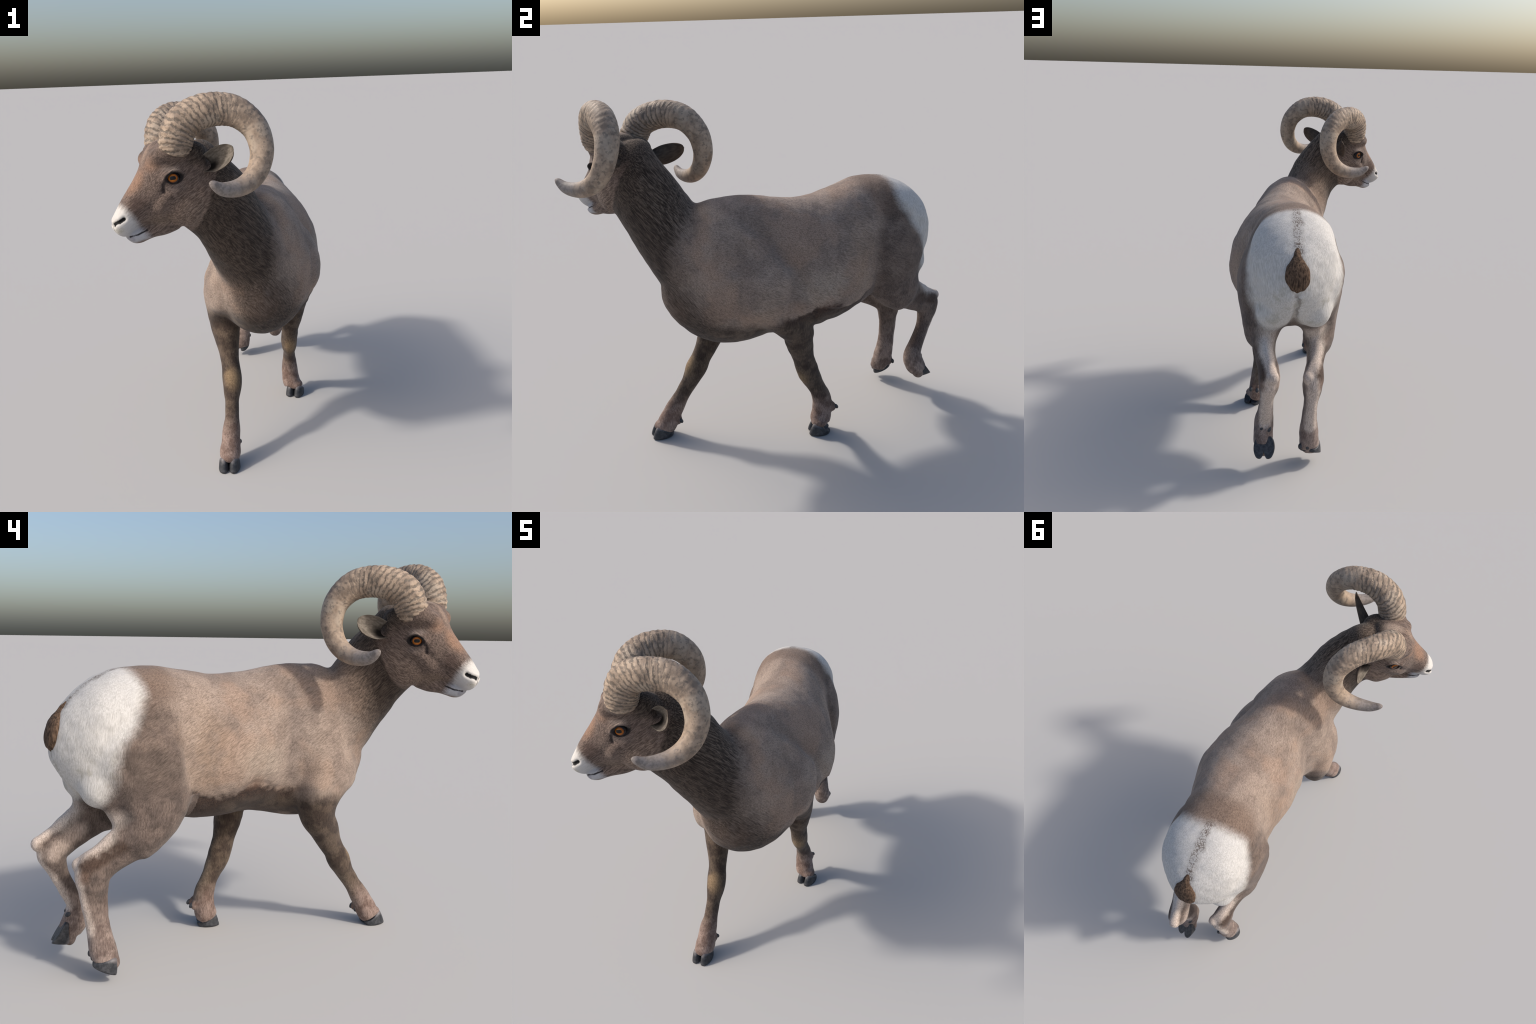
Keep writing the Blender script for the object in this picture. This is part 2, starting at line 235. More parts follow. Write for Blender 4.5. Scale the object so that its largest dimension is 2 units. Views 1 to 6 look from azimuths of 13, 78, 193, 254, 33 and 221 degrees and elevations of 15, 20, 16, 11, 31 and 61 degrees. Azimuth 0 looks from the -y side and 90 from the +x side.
# ------------------------------------------------------------------ materials
class Nodes:
    def __init__(s, name):
        s.m = bpy.data.materials.new(name); s.m.use_nodes = True; s.t = s.m.node_tree; s.n = s.t.nodes; s.bs = s.n["Principled BSDF"]
        tc = s.n.new("ShaderNodeTexCoord"); s.P = tc.outputs["Object"]
    def put(s, sock, v):
        if hasattr(v, "is_linked") or hasattr(v, "links"): s.t.links.new(v, sock)
        else: sock.default_value = v if not isinstance(v, np.ndarray) else tuple(v)
    def math(s, op, *a):
        n = s.n.new("ShaderNodeMath"); n.operation = op
        for i, v in enumerate(a): s.put(n.inputs[i], v)
        return n.outputs[0]
    def vec(s, op, *a, out=0):
        n = s.n.new("ShaderNodeVectorMath"); n.operation = op
        for i, v in enumerate(a): s.put(n.inputs["Scale"] if (op == 'SCALE' and i == 1) else n.inputs[i], v)
        return n.outputs[out]
    def dot(s, p, a): return s.vec('DOT_PRODUCT', p, V(*a), out=1)
    def noise(s, p, scale, detail=3, rough=.55, col=False):
        n = s.n.new("ShaderNodeTexNoise"); s.put(n.inputs["Vector"], p); n.inputs["Scale"].default_value = scale; n.inputs["Detail"].default_value = detail; n.inputs["Roughness"].default_value = rough
        return n.outputs["Color" if col else "Fac"]
    def ramp(s, x, a, b, lo=0., hi=1.):
        n = s.n.new("ShaderNodeMapRange"); n.interpolation_type = 'SMOOTHSTEP'; s.put(n.inputs[0], x)
        for i, v in enumerate((a, b, lo, hi)): n.inputs[i + 1].default_value = v
        return n.outputs[0]
    def mix(s, f, a, b, mode='MIX'):
        n = s.n.new("ShaderNodeMix"); n.data_type = 'RGBA'; n.blend_type = mode; s.put(n.inputs[0], f)
        for k, v in ((6, a), (7, b)): s.put(n.inputs[k], v if not isinstance(v, (tuple, list)) else (*v, 1))
        return n.outputs[2]
    def mul(s, *a):
        o = a[0]
        for v in a[1:]: o = s.math('MULTIPLY', o, v)
        return o
    def most(s, *a):
        o = a[0]
        for v in a[1:]: o = s.math('MAXIMUM', o, v)
        return o
    def inv(s, a): return s.math('SUBTRACT', 1., a)
    def warp(s, p, scale, amp):
        return s.vec('ADD', p, s.vec('SCALE', s.vec('SUBTRACT', s.noise(p, scale, 3, .6, True), V(.5, .5, .5)), amp))
    def frame(s, p, o, ax):
        q = s.vec('SUBTRACT', p, o); c = s.n.new("ShaderNodeCombineXYZ")
        for i in range(3): s.put(c.inputs[i], s.dot(q, ax[i]))
        return c.outputs[0]
    def ell(s, p, c, r, inner=.85, outer=1.1):
        """1 inside an ellipsoid, in the frame of p"""
        q = s.vec('MULTIPLY', s.vec('SUBTRACT', p, V(*c)), V(*[1 / k for k in r])); return s.ramp(s.vec('LENGTH', q, out=1), inner, outer, 1, 0)
    def seg(s, p, a, b, r0, r1):
        a, b = V(*a), V(*b); ab = b - a; q = s.vec('SUBTRACT', p, a); n = s.n.new("ShaderNodeMath"); n.operation = 'MULTIPLY'; n.use_clamp = True
        s.put(n.inputs[0], s.dot(q, ab)); n.inputs[1].default_value = 1 / (ab @ ab)
        n2 = s.n.new("ShaderNodeVectorMath"); n2.operation = 'SCALE'; n2.inputs[0].default_value = tuple(ab); s.put(n2.inputs["Scale"], n.outputs[0])
        return s.ramp(s.vec('LENGTH', s.vec('SUBTRACT', q, n2.outputs[0]), out=1), r0, r1, 1, 0)
    def hair(s, p, d, long, wide, detail=4):
        d = V(*d); d = d / np.linalg.norm(d); n = s.n.new("ShaderNodeVectorMath"); n.operation = 'SCALE'; n.inputs[0].default_value = tuple(d); s.put(n.inputs["Scale"], s.math('MULTIPLY', s.dot(p, d), 1 / long - 1 / wide))
        return s.noise(s.vec('ADD', s.vec('SCALE', p, 1 / wide), n.outputs[0]), 1., detail, .68)
    def curve(s, x, x0, x1, y0, y1, pts):
        n = s.n.new("ShaderNodeFloatCurve"); m = n.mapping.curves[0]; q = [((a - x0) / (x1 - x0), (b - y0) / (y1 - y0)) for a, b in pts]
        m.points[0].location = q[0]; m.points[1].location = q[-1]
        for a in q[1:-1]: m.points.new(*a)
        n.mapping.update(); r = s.n.new("ShaderNodeMapRange"); s.put(r.inputs[0], x)
        for i, v in enumerate((x0, x1, 0, 1)): r.inputs[i + 1].default_value = v
        s.put(n.inputs["Value"], r.outputs[0]); return s.math('ADD', s.math('MULTIPLY', n.outputs[0], y1 - y0), y0)
    def chain(s, p, C, r0, r1): return s.most(*[s.seg(p, a, b, r0, r1) for a, b in zip(C[:-1], C[1:])])
    def sep(s, p):
        n = s.n.new("ShaderNodeSeparateXYZ"); s.put(n.inputs[0], p); return n.outputs
    def bump(s, h, strength, dist):
        n = s.n.new("ShaderNodeBump"); n.inputs["Strength"].default_value = strength; n.inputs["Distance"].default_value = dist; s.put(n.inputs["Height"], h); s.t.links.new(n.outputs[0], s.bs.inputs["Normal"])
    def finish(s, col, rough=.85, spec=.2):
        s.put(s.bs.inputs["Base Color"], col if not isinstance(col, tuple) else (*col, 1)); s.put(s.bs.inputs["Roughness"], rough); s.bs.inputs["Specular IOR Level"].default_value = spec
        return s.m

def coat(name):
    """shared coordinates and mottling of every coat material"""
    k = Nodes(name); p = k.p = k.P
    k.fz = k.warp(k.warp(p, 70, .016), 9, .03)            # ragged hair borders
    k.b = k.frame(k.fz, W0, (AX, LX, UP)); k.flow = k.warp(p, 4, .04)
    k.blot = k.noise(p, 7, 4, .6); k.blot2 = k.noise(k.vec('ADD', p, V(3, 1, 7)), 16, 4, .6); k.blot3 = k.noise(k.vec('ADD', p, V(9, 4, 2)), 4.5, 3, .5)
    return k
def lerp(k, f, a, b):
    q = k.n.new("ShaderNodeMix"); k.put(q.inputs[0], f); k.put(q.inputs[2], a); k.put(q.inputs[3], b); return q.outputs[0]
def pelt(k, col, thin, thick, calm=None, fleck=.6):
    """fine hair grain over the finished colour"""
    gr = k.math('ADD', k.mul(thin, .55), k.mul(thick, .45)); hm = k.mix(k.ramp(gr, .36, .64), (.60, .58, .56), (1.36, 1.34, 1.32))
    if calm is not None: hm = k.mix(calm, hm, (1, 1, 1))
    fl = k.mul(k.ramp(thick, .60, .72), k.ramp(k.blot3, .40, .55), fleck); fl = k.mul(fl, k.inv(calm)) if calm is not None else fl
    col = k.mix(1., col, hm, 'MULTIPLY'); col = k.mix(fl, col, (.075, .055, .045)); k.bump(gr, .45, .006)
    k.bs.inputs["Sheen Weight"].default_value = .10; k.bs.inputs["Sheen Roughness"].default_value = .5
    return k.finish(col, .88, .15)
def neck_colour(k, thick):
    up = k.ramp(k.dot(k.vec('SUBTRACT', k.fz, V(.05, -.52, 1.165)), (.52, .52, .68)), .00, .15)
    c = k.mix(k.ramp(thick, .34, .66), (.033, .024, .019), (.076, .057, .045)); c = k.mix(k.mul(up, k.ramp(thick, .42, .66), .75), c, (.150, .118, .094))
    return k.mix(k.mul(k.ell(k.b, (-.33, -.03, .80), (.13, .12, .12), .2, 1.2), .6), c, (.085, .054, .037))
def rump_mask(k, s_, l_, z):
    edge = k.curve(z, .6, 1.4, .7, 1.2, [(.60, 1.08), (.72, 1.03), (.77, 1.0), (.83, .975), (.93, .965), (1.0, .945), (1.07, .89), (1.15, .850), (1.22, .825), (1.31, .845), (1.4, .85)])
    return k.mul(k.ramp(k.math('SUBTRACT', s_, k.math('ADD', edge, k.mul(k.ramp(l_, -.05, .05), .02))), -.042, .036), k.ramp(z, .60, .71))
def rump_colour(k, thick, z):
    w = k.mix(k.ramp(thick, .3, .7), (.46, .44, .415), (.58, .56, .535)); return k.mix(k.mul(k.ramp(k.blot2, .52, .68), k.ramp(z, 1.2, .86), .6), w, (.37, .345, .29))
def fore_colour(k): return k.mix(k.ramp(k.blot2, .4, .6), (.052, .037, .029), (.100, .074, .055))
def hind_colour(k): return k.mix(k.ramp(k.blot2, .4, .6), (.098, .076, .066), (.150, .115, .098))

def trunk_coat():
    k = coat("coat_trunk"); b = k.b; fz = k.fz; blot, blot2, blot3 = k.blot, k.blot2, k.blot3
    bs = k.sep(b); z = bs[2]; s_ = bs[0]; l_ = bs[1]; al = k.math('ABSOLUTE', l_); c = k.n.new("ShaderNodeCombineXYZ"); k.put(c.inputs[0], s_); k.put(c.inputs[1], al); k.put(c.inputs[2], z); bm = c.outputs[0]
    left = k.ramp(l_, -.05, .05)
    fl = k.curve(z, .6, 1.4, -.5, .3, [(.60, .16), (.69, .02), (.73, -.10), (.77, -.17), (.89, -.25), (1.0, -.305), (1.08, -.315), (1.2, -.27), (1.28, -.20), (1.4, -.18)])
    fr = k.curve(z, .6, 1.4, -.5, .3, [(.60, .10), (.68, -.10), (.74, -.22), (.80, -.29), (.87, -.285), (.95, -.25), (1.03, -.20), (1.15, -.155), (1.28, -.15), (1.4, -.15)])
    m = k.n.new("ShaderNodeMix"); k.put(m.inputs[0], left); k.put(m.inputs[2], fr); k.put(m.inputs[3], fl)
    dark = k.ramp(k.math('ADD', k.math('SUBTRACT', s_, m.outputs[0]), k.mul(k.math('SUBTRACT', k.hair(k.flow, V(.40, .55, -.62), .045, .006), .5), .26)), -.14, .085, 1, 0)
    down = k.most(k.ramp(z, .82, .68, 0, 1), k.ramp(s_, .80, .95))
    def lie(long, wide): return lerp(k, dark, lerp(k, down, k.hair(k.flow, AX * .9 - UP * .5, long, wide), k.hair(k.flow, UP - AX * .15, long, wide)), k.hair(k.flow, V(.40, .55, -.62), long * 1.4, wide))
    thin = lie(.018, .0023); thick = lie(.038, .0055)
    # coat of the trunk
    col = k.mix(k.ramp(blot, .38, .62), (.208, .162, .135), (.288, .228, .189))
    col = k.mix(k.mul(k.ramp(blot3, .48, .62), .6), col, (.30, .212, .160))
    col = k.mix(k.mul(k.ell(bm, (.55, .25, .95), (.15, .3, .32), .1, 1.1), k.ramp(blot2, .35, .6, .4, 1.), .5), col, (.31, .222, .158))          # warm flank
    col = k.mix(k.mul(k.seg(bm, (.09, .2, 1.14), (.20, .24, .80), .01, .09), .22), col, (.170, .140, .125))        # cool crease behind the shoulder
    col = k.mix(k.mul(k.ell(bm, (.30, .25, .90), (.16, .3, .12), .3, 1.1), .4), col, (.33, .28, .23))              # pale lower rib
    col = k.mix(k.mul(k.ell(b, (.02, 0, .86), (.09, .6, .22), .3, 1.1), .35), col, (.34, .27, .215))
    thigh = k.mul(k.ramp(k.math('SUBTRACT', s_, k.curve(z, .6, 1.4, .5, .9, [(.6, .62), (.8, .665), (.93, .665), (1.08, .69), (1.2, .73), (1.3, .77), (1.4, .8)])), -.035, .05), k.ramp(z, 1.33, 1.22))
    col = k.mix(k.mul(thigh, k.ramp(blot2, .30, .60, .7, 1.)), col, k.mix(k.ramp(blot, .4, .6), (.092, .071, .060), (.140, .107, .090)))
    col = k.mix(k.mul(k.ramp(k.math('ABSOLUTE', k.math('SUBTRACT', s_, .76)), .03, .13, 1, 0), k.ramp(z, 1.10, 1.25), .75), col, (.155, .108, .082))
    # dark belly, breast and neck
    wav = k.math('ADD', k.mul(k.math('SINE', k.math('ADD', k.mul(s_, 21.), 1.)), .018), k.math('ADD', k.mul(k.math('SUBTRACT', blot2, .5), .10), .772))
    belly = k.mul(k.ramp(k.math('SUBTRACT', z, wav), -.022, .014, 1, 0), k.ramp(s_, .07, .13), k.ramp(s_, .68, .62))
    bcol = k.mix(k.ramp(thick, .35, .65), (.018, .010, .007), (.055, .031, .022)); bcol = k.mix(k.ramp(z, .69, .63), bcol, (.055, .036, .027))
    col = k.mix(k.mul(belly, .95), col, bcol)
    col = k.mix(k.mul(k.ell(bm, (.33, .25, .80), (.07, .1, .05), .3, 1.1), .5), col, (.14, .08, .055))
    dark_withers_band = k.most(k.seg(bm, (.04, 0, 1.33), (-.05, .15, 1.13), .015, .065), k.mul(k.seg(bm, (-.15, 0, 1.33), (-.22, .14, 1.22), .02, .06), k.ramp(thick, .42, .6)))  # withers band darkened in the coat colour, with the horn's cast shadow in it
    dark_withers_band = k.mul(dark_withers_band, k.ramp(k.math('ADD', l_, k.mul(k.math('SUBTRACT', blot2, .5), .2)), -.02, .10, 1, .25), k.ramp(blot2, .30, .55, .35, 1.))
    col = k.mix(k.mul(dark_withers_band, k.ramp(thick, .36, .56, .15, .5)), col, (.100, .077, .063))
    col = k.mix(dark, col, neck_colour(k, thick))
    front = k.ramp(s_, .48, .44); rag = k.math('ADD', z, k.mul(k.math('SUBTRACT', blot2, .5), .06))
    col = k.mix(k.mul(front, k.ramp(rag, .675, .76, 1, 0), k.ramp(al, .07, .12)), col, fore_colour(k))
    col = k.mix(k.mul(k.inv(front), k.ramp(s_, .62, .66), k.ramp(z, .775, .90, 1, 0)), col, hind_colour(k))
    rump = rump_mask(k, s_, l_, z); col = k.mix(rump, col, rump_colour(k, thick, z))
    off = k.math('ABSOLUTE', k.math('ADD', l_, k.mul(k.math('SUBTRACT', blot2, .5), .07)))
    spine = k.mul(k.ramp(off, .008, .036, 1, 0), k.ramp(s_, .815, .84), k.ramp(z, 1.02, 1.08), k.ramp(k.math('ADD', thick, k.mul(blot2, .3)), .585, .74))
    col = k.mix(k.mul(spine, .9), col, (.085, .060, .048))
    col = k.mix(k.mul(k.ramp(off, .002, .010, 1, 0), k.ramp(s_, 1.02, 1.06), k.ramp(z, .70, .74), k.ramp(z, 1.0, .95), .55), col, (.16, .13, .11))
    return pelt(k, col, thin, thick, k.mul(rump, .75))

def fore_coat():
    k = coat("coat_foreleg"); fz, b, blot2 = k.fz, k.b, k.blot2; z = k.sep(b)[2]; thin, thick = k.hair(k.flow, UP, .018, .0023), k.hair(k.flow, UP, .038, .0055)
    fcol = fore_colour(k); fcol = k.mix(k.ramp(z, .13, .27, .9, 0), fcol, k.mix(k.ramp(blot2, .4, .6), (.165, .112, .092), (.27, .20, .172)))
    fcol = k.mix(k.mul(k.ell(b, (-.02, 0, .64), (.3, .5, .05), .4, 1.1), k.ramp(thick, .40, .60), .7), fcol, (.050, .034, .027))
    for key in ('FR', 'FL'):
        kn = on_limb(key, 2.1, -AX); fcol = k.mix(k.mul(k.ell(fz, kn, (.055, .06, .075), .3, 1.1), .85), fcol, (.235, .165, .098))
        bk = [on_limb(key, t, AX) for t in (2.6, 3.3, 4.0)]; fcol = k.mix(k.mul(k.chain(fz, bk, .012, .05), .5), fcol, (.19, .15, .115))
    return pelt(k, fcol, thin, thick, None, .2)

def hind_coat():
    k = coat("coat_hindleg"); fz, b, blot2 = k.fz, k.b, k.blot2; bs = k.sep(b); z = bs[2]; thin, thick = k.hair(k.flow, UP - AX * .15, .018, .0023), k.hair(k.flow, UP - AX * .15, .038, .0055)
    col = hind_colour(k); col = k.mix(k.ramp(z, .18, .40, .8, 0), col, k.mix(k.ramp(blot2, .4, .6), (.165, .122, .106), (.30, .235, .205)))
    for key in ('HR', 'HL'):
        sd = LX * (1 if key == 'HL' else -1)
        back = [on_limb(key, t, AX) for t in (.0, .5, 1.0, 1.5, 2.0, 2.4, 3.0, 3.7, 4.4)]; dk = [on_limb(key, t, sd + AX * f) for t, f in ((.7, .1), (1.3, .5), (1.9, .9))]; inn = [on_limb(key, t, -sd) for t in (.9, 1.5, 2.2)]
        shin = [on_limb(key, t, -AX + sd * .5) for t in (2.6, 3.4, 4.2)]
        col = k.mix(k.mul(k.chain(fz, shin, .01, .045), .5), col, (.105, .072, .060))
        col = k.mix(k.mul(k.chain(fz, inn, .01, .055), .75), col, (.44, .36, .31))
        col = k.mix(k.mul(k.chain(fz, back[:3], .03, .085), k.ramp(z, .77, .66), .8), col, (.45, .39, .34))
        col = k.mix(k.mul(k.chain(fz, back, .020, .050), k.ramp(z, .77, .68), .95), col, (.52, .44, .385))
        col = k.mix(k.mul(k.chain(fz, dk, .014, .048), k.ramp(blot2, .36, .56, .5, .95)), col, (.062, .040, .030))
        hk = on_limb(key, 2.35, sd + AX * .8); col = k.mix(k.mul(k.ell(fz, hk, (.035, .035, .04), .2, 1.1), .7), col, (.15, .095, .07))
    rump = rump_mask(k, bs[0], bs[1], z); col = k.mix(rump, col, rump_colour(k, thick, z))
    return pelt(k, col, thin, thick, k.mul(rump, .75), .3)

def face_coat():
    k = coat("coat_face"); p = k.p; blot2 = k.blot2; h = k.frame(k.warp(p, 90, .008), HO, (HX, HY, HZ)); hq = k.sep(h)
    c = k.n.new("ShaderNodeCombineXYZ"); k.put(c.inputs[0], k.math('ABSOLUTE', hq[0])); k.put(c.inputs[1], hq[1]); k.put(c.inputs[2], hq[2]); hs = c.outputs[0]
    inhead = k.ramp(k.math('ADD', k.mul(hq[1], .8), k.mul(hq[2], .35)), -.168, -.152); fd = HY * .75 - HZ * .5
    thin, thick = k.hair(k.flow, fd, .016, .0020), k.hair(k.flow, fd, .034, .0048)
    face = k.mix(k.ramp(thick, .35, .65), (.098, .072, .060), (.165, .122, .101))
    face = k.mix(k.mul(k.ell(hs, (.09, -.09, -.13), (.10, .12, .13), .3, 1.1), .85), face, k.mix(k.ramp(thick, .4, .62), (.135, .098, .078), (.225, .168, .132)))
    face = k.mix(k.mul(k.ell(hs, (.08, .055, -.175), (.08, .09, .035), .3, 1.1), .5), face, (.19, .14, .105))
    face = k.mix(k.mul(k.ell(hs, (.02, .13, -.01), (.05, .10, .08), .3, 1.1), .75), face, (.27, .162, .108))
    face = k.mix(k.mul(k.ell(hs, (.06, .06, .06), (.05, .06, .05), .3, 1.1), .6), face, (.245, .148, .100))
    face = k.mix(k.mul(k.ell(hs, (.085, .15, -.10), (.06, .06, .06), .3, 1.1), k.ramp(blot2, .35, .6, .4, 1.), .65), face, (.072, .045, .037))
    face = k.mix(k.mul(k.ell(hs, (.0, .06, .10), (.030, .075, .075), .3, 1.1), k.ramp(thin, .36, .6), .8), face, (.33, .235, .175))
    face = k.mix(k.mul(k.ell(hs, (.0, -.04, .17), (.036, .10, .045), .4, 1.1), .6), face, (.38, .30, .24))
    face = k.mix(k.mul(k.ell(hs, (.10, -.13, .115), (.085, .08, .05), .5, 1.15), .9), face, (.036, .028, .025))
    nz = k.math('ADD', k.dot(hs, (.0, .77, -.55)), k.mul(k.math('SUBTRACT', thick, .5), .02))
    muzz = k.ramp(nz, .189, .228)
    face = k.mix(k.mul(k.ramp(nz, .163, .188), k.ramp(k.dot(hs, (0, .63, .77)), .06, .12), .7), face, (.20, .10, .06))
    face = k.mix(muzz, face, k.mix(k.ramp(k.dot(hs, (0, .63, .77)), -.09, .03), (.38, .375, .39), (.56, .53, .495)))
    face = k.mix(k.mul(k.ell(hs, (0, .100, -.270), (.09, .072, .030), .65, 1.15), .95), face, (.13, .080, .048))
    face = k.mix(k.mul(k.seg(hs, (0, .188, -.245), (.03, .172, -.240), .006, .020), .7), face, (.20, .20, .23))
    face = k.mix(k.mul(k.seg(hs, (.022, .235, -.205), (.040, .215, -.195), .004, .02), k.ramp(k.noise(p, 260, 2, .6), .40, .62), .7), face, (.30, .28, .20))
    face = k.mix(k.chain(hs, nos, .0085, .0145), face, (.012, .011, .011))
    face = k.mix(k.seg(hs, (.0, .244, -.178), (.0, .233, -.210), .003, .010), face, (.03, .028, .028))
    face = k.mix(k.mul(k.chain(hs, mouth[1:], .0025, .0065), .95), face, (.022, .018, .018))
    eyeq = k.vec('MULTIPLY', k.vec('SUBTRACT', hs, V(.11, -.004, -.002)), V(6, 1 / .043, 1 / .027)); el = k.vec('LENGTH', eyeq, out=1)
    face = k.mix(k.mul(k.ell(hs, (.115, .0, .034), (.05, .050, .016), .3, 1.1), .65), face, (.235, .19, .165))
    face = k.mix(k.mul(k.ell(hs, (.115, -.01, -.042), (.06, .050, .022), .3, 1.1), .5), face, (.185, .145, .125))
    face = k.mix(k.ramp(el, .85, 1.10, 1, 0), face, (.016, .013, .013))
    face = k.mix(k.mul(k.chain(hs, tear, .003, .013), .85), face, (.026, .020, .020))
    poll = k.mul(k.ramp(hq[1], -.10, -.05, 1, 0), k.ramp(k.math('ADD', hq[2], k.mul(hq[0], 0.)), .02, .07))
    col = k.mix(k.mul(inhead, k.inv(k.mul(poll, .9))), neck_colour(k, thick), face)
    return pelt(k, col, thin, thick, k.mul(inhead, muzz, .8), .2)
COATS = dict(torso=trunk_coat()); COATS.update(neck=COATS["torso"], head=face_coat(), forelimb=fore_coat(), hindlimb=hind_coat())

def simple(name, fn): k = Nodes(name); return fn(k)
def horn_mat(k):
    # object frame: x sideways, arc angle measured round the curl's centre
    q = k.warp(k.P, 14, .020); c = k.sep(q); ang = k.math('ARCTAN2', c[2], c[1])
    n1 = k.noise(k.P, 22, 4, .6); n2 = k.noise(k.P, 60, 3, .6)
    near = k.ramp(k.math('ABSOLUTE', k.math('SUBTRACT', ang, .75)), .7, 1.35, 1, 0)
    w = k.math('SINE', k.math('ADD', k.mul(ang, 54.), k.mul(n1, 10.5)))
    ring = k.mul(k.ramp(w, -.1, .9), near)
    col = k.mix(k.ramp(n1, .35, .65), (.222, .165, .122), (.40, .302, .222))
    n3 = k.noise(k.vec('MULTIPLY', k.P, V(1, 1, 1)), 9, 3, .55); col = k.mix(k.mul(k.ramp(n3, .50, .64), .6), col, (.40, .33, .26)); col = k.mix(k.mul(k.ramp(n2, .50, .66), .6), col, (.115, .095, .08))
    col = k.mix(k.mul(ring, k.ramp(n2, .30, .52), .75), col, (.095, .078, .062))
    tip = k.ramp(k.vec('LENGTH', k.vec('SUBTRACT', k.P, V(.33, .10, -.13)), out=1), .05, .20, 1, 0)
    col = k.mix(k.mul(tip, .75), col, k.mix(k.ramp(n2, .4, .6), (.115, .110, .112), (.24, .215, .21)))
    k.bump(k.math('SUBTRACT', k.mul(n2, .4), k.mul(ring, .6)), .5, .006)
    return k.finish(col, .62, .3)
HORN = simple("horn_keratin", horn_mat)
def hoof_mat(k):
    n1 = k.noise(k.P, 60, 4, .6); z = k.sep(k.P)[2]
    col = k.mix(k.ramp(n1, .35, .65), (.020, .022, .026), (.055, .056, .062)); col = k.mix(k.ramp(k.math('ADD', z, k.mul(n1, .02)), .050, .068, 0, .7), col, (.18, .16, .16))
    k.bump(n1, .2, .003); return k.finish(col, .5, .4)
HOOF = simple("hoof_horn", hoof_mat)
def eye_mat(k):
    c = k.sep(k.P); y = c[1]; z = c[2]
    r = k.math('SQRT', k.math('ADD', k.math('POWER', k.math('ABSOLUTE', y), 2.), k.math('POWER', k.math('MULTIPLY', z, 1.16), 2.)))
    iris = k.mix(k.ramp(r, .009, .021), (.40, .125, .008), (.22, .056, .004))
    pu = k.math('POWER', k.math('ABSOLUTE', k.math('DIVIDE', y, .0130)), 3.); pv = k.math('POWER', k.math('ABSOLUTE', k.math('DIVIDE', z, .0080)), 3.)
    col = k.mix(k.ramp(k.math('ADD', pu, pv), .7, 1.1, 1, 0), iris, (.008, .007, .007)); col = k.mix(k.ramp(r, .0185, .0215), col, (.012, .010, .010))
    k.bs.inputs["Coat Weight"].default_value = .12; k.bs.inputs["Coat Roughness"].default_value = .08
    return k.finish(col, .2, .22)
EYE = simple("amber_eye", eye_mat)
def ear_mat(k):
    q = k.warp(k.P, 60, .006); c = k.sep(q); n1 = k.noise(k.vec('MULTIPLY', k.P, V(30, 120, 120)), 1., 4, .6)
    # local frame: x to the tip, y out of the opening, z across
    inner = k.mix(k.ramp(n1, .35, .65), (.115, .098, .080), (.21, .180, .150)); inner = k.mix(k.ell(q, (.012, -.015, -.015), (.062, .06, .040), .3, 1.1), inner, (.010, .008, .007))
    inner = k.mix(k.mul(k.seg(q, (.05, -.01, .004), (.105, 0, .022), .003, .010), .8), inner, (.035, .028, .024))
    geo = k.n.new("ShaderNodeNewGeometry"); back = k.mix(k.ramp(n1, .3, .7), (.055, .042, .034), (.095, .073, .058))
    k.ear_back = back
    return inner, back
def ear_mats():
    a = Nodes("ear_inside"); i, _ = ear_mat(a); ma = a.finish(i, .85, .15)
    b = Nodes("ear_outside"); _, o = ear_mat(b); mb = b.finish(o, .88, .15); return ma, mb
EAR_IN, EAR_OUT = ear_mats()
def tail_mat(k):
    st = k.noise(k.vec('MULTIPLY', k.P, V(110, 110, 26)), 1.3, 4, .65); col = k.mix(k.ramp(st, .32, .68), (.036, .023, .016), (.150, .096, .064))
    k.bump(st, .5, .008); return k.finish(col, .88, .15)
TAIL = simple("tail_hair", tail_mat)

# ------------------------------------------------------------------ assembling
ram = bpy.data.objects.new("bighorn_ram", None); bpy.context.scene.collection.objects.link(ram)
ram["label"] = "brown mountain ram walking, curled ribbed horns, white rump"; ram["category"] = "wild sheep"
def add(name, me, mats, parent=ram, matrix=None):
    o = bpy.data.objects.new(name, me); bpy.context.scene.collection.objects.link(o); o.parent = parent
    if matrix is not None: o.matrix_basis = matrix
    if not len(me.materials):
        for m in mats: me.materials.append(m)
    return o
def frame_matrix(o, x, y, z):
    return Matrix(((x[0], y[0], z[0], o[0]), (x[1], y[1], z[1], o[1]), (x[2], y[2], z[2], o[2]), (0, 0, 0, 1)))

# split the skin by region; every piece keeps the whole skin's normals
nl = np.empty(len(skin.loops), int); skin.loops.foreach_get("vertex_index", nl)
ls = np.empty(len(skin.polygons), int); skin.polygons.foreach_get("loop_start", ls); lt = np.empty(len(skin.polygons), int); skin.polygons.foreach_get("loop_total", lt)
cen = np.add.reduceat(P[nl], ls, axis=0) / lt[:, None]
hc = to_head(cen); bc = to_body(cen)
label = np.zeros(len(cen), int)
isneck = ((cen - V(.125, -.40, 1.07)) @ V(-.40, -.66, .62) > 0) & (cen[:, 2] > .8); label[isneck] = 1
label[(.8 * (hc[:, 1] + .17) + .35 * (hc[:, 2] + .1) > .0) & (np.linalg.norm(hc, axis=1) < .42)] = 2
for i, (k, z0, r) in enumerate((('FL', .68, .135), ('FR', .68, .135), ('HL', .78, .2), ('HR', .78, .2))):
    sd = 1 if k[1] == 'L' else -1; C = LIMB[k]
    ok = (cen[:, 2] < z0) & (chain_dist(cen, np.vstack([C[0] + (C[0] - C[1]), C])) < r)
    if k[0] == 'H': ok &= (bc[:, 0] > .58) & (bc[:, 1] * sd > .0)
    label[ok] = 3 + i
REG = ["torso", "neck", "head", "forelimb", "forelimb", "hindlimb", "hindlimb"]; pieces = {}
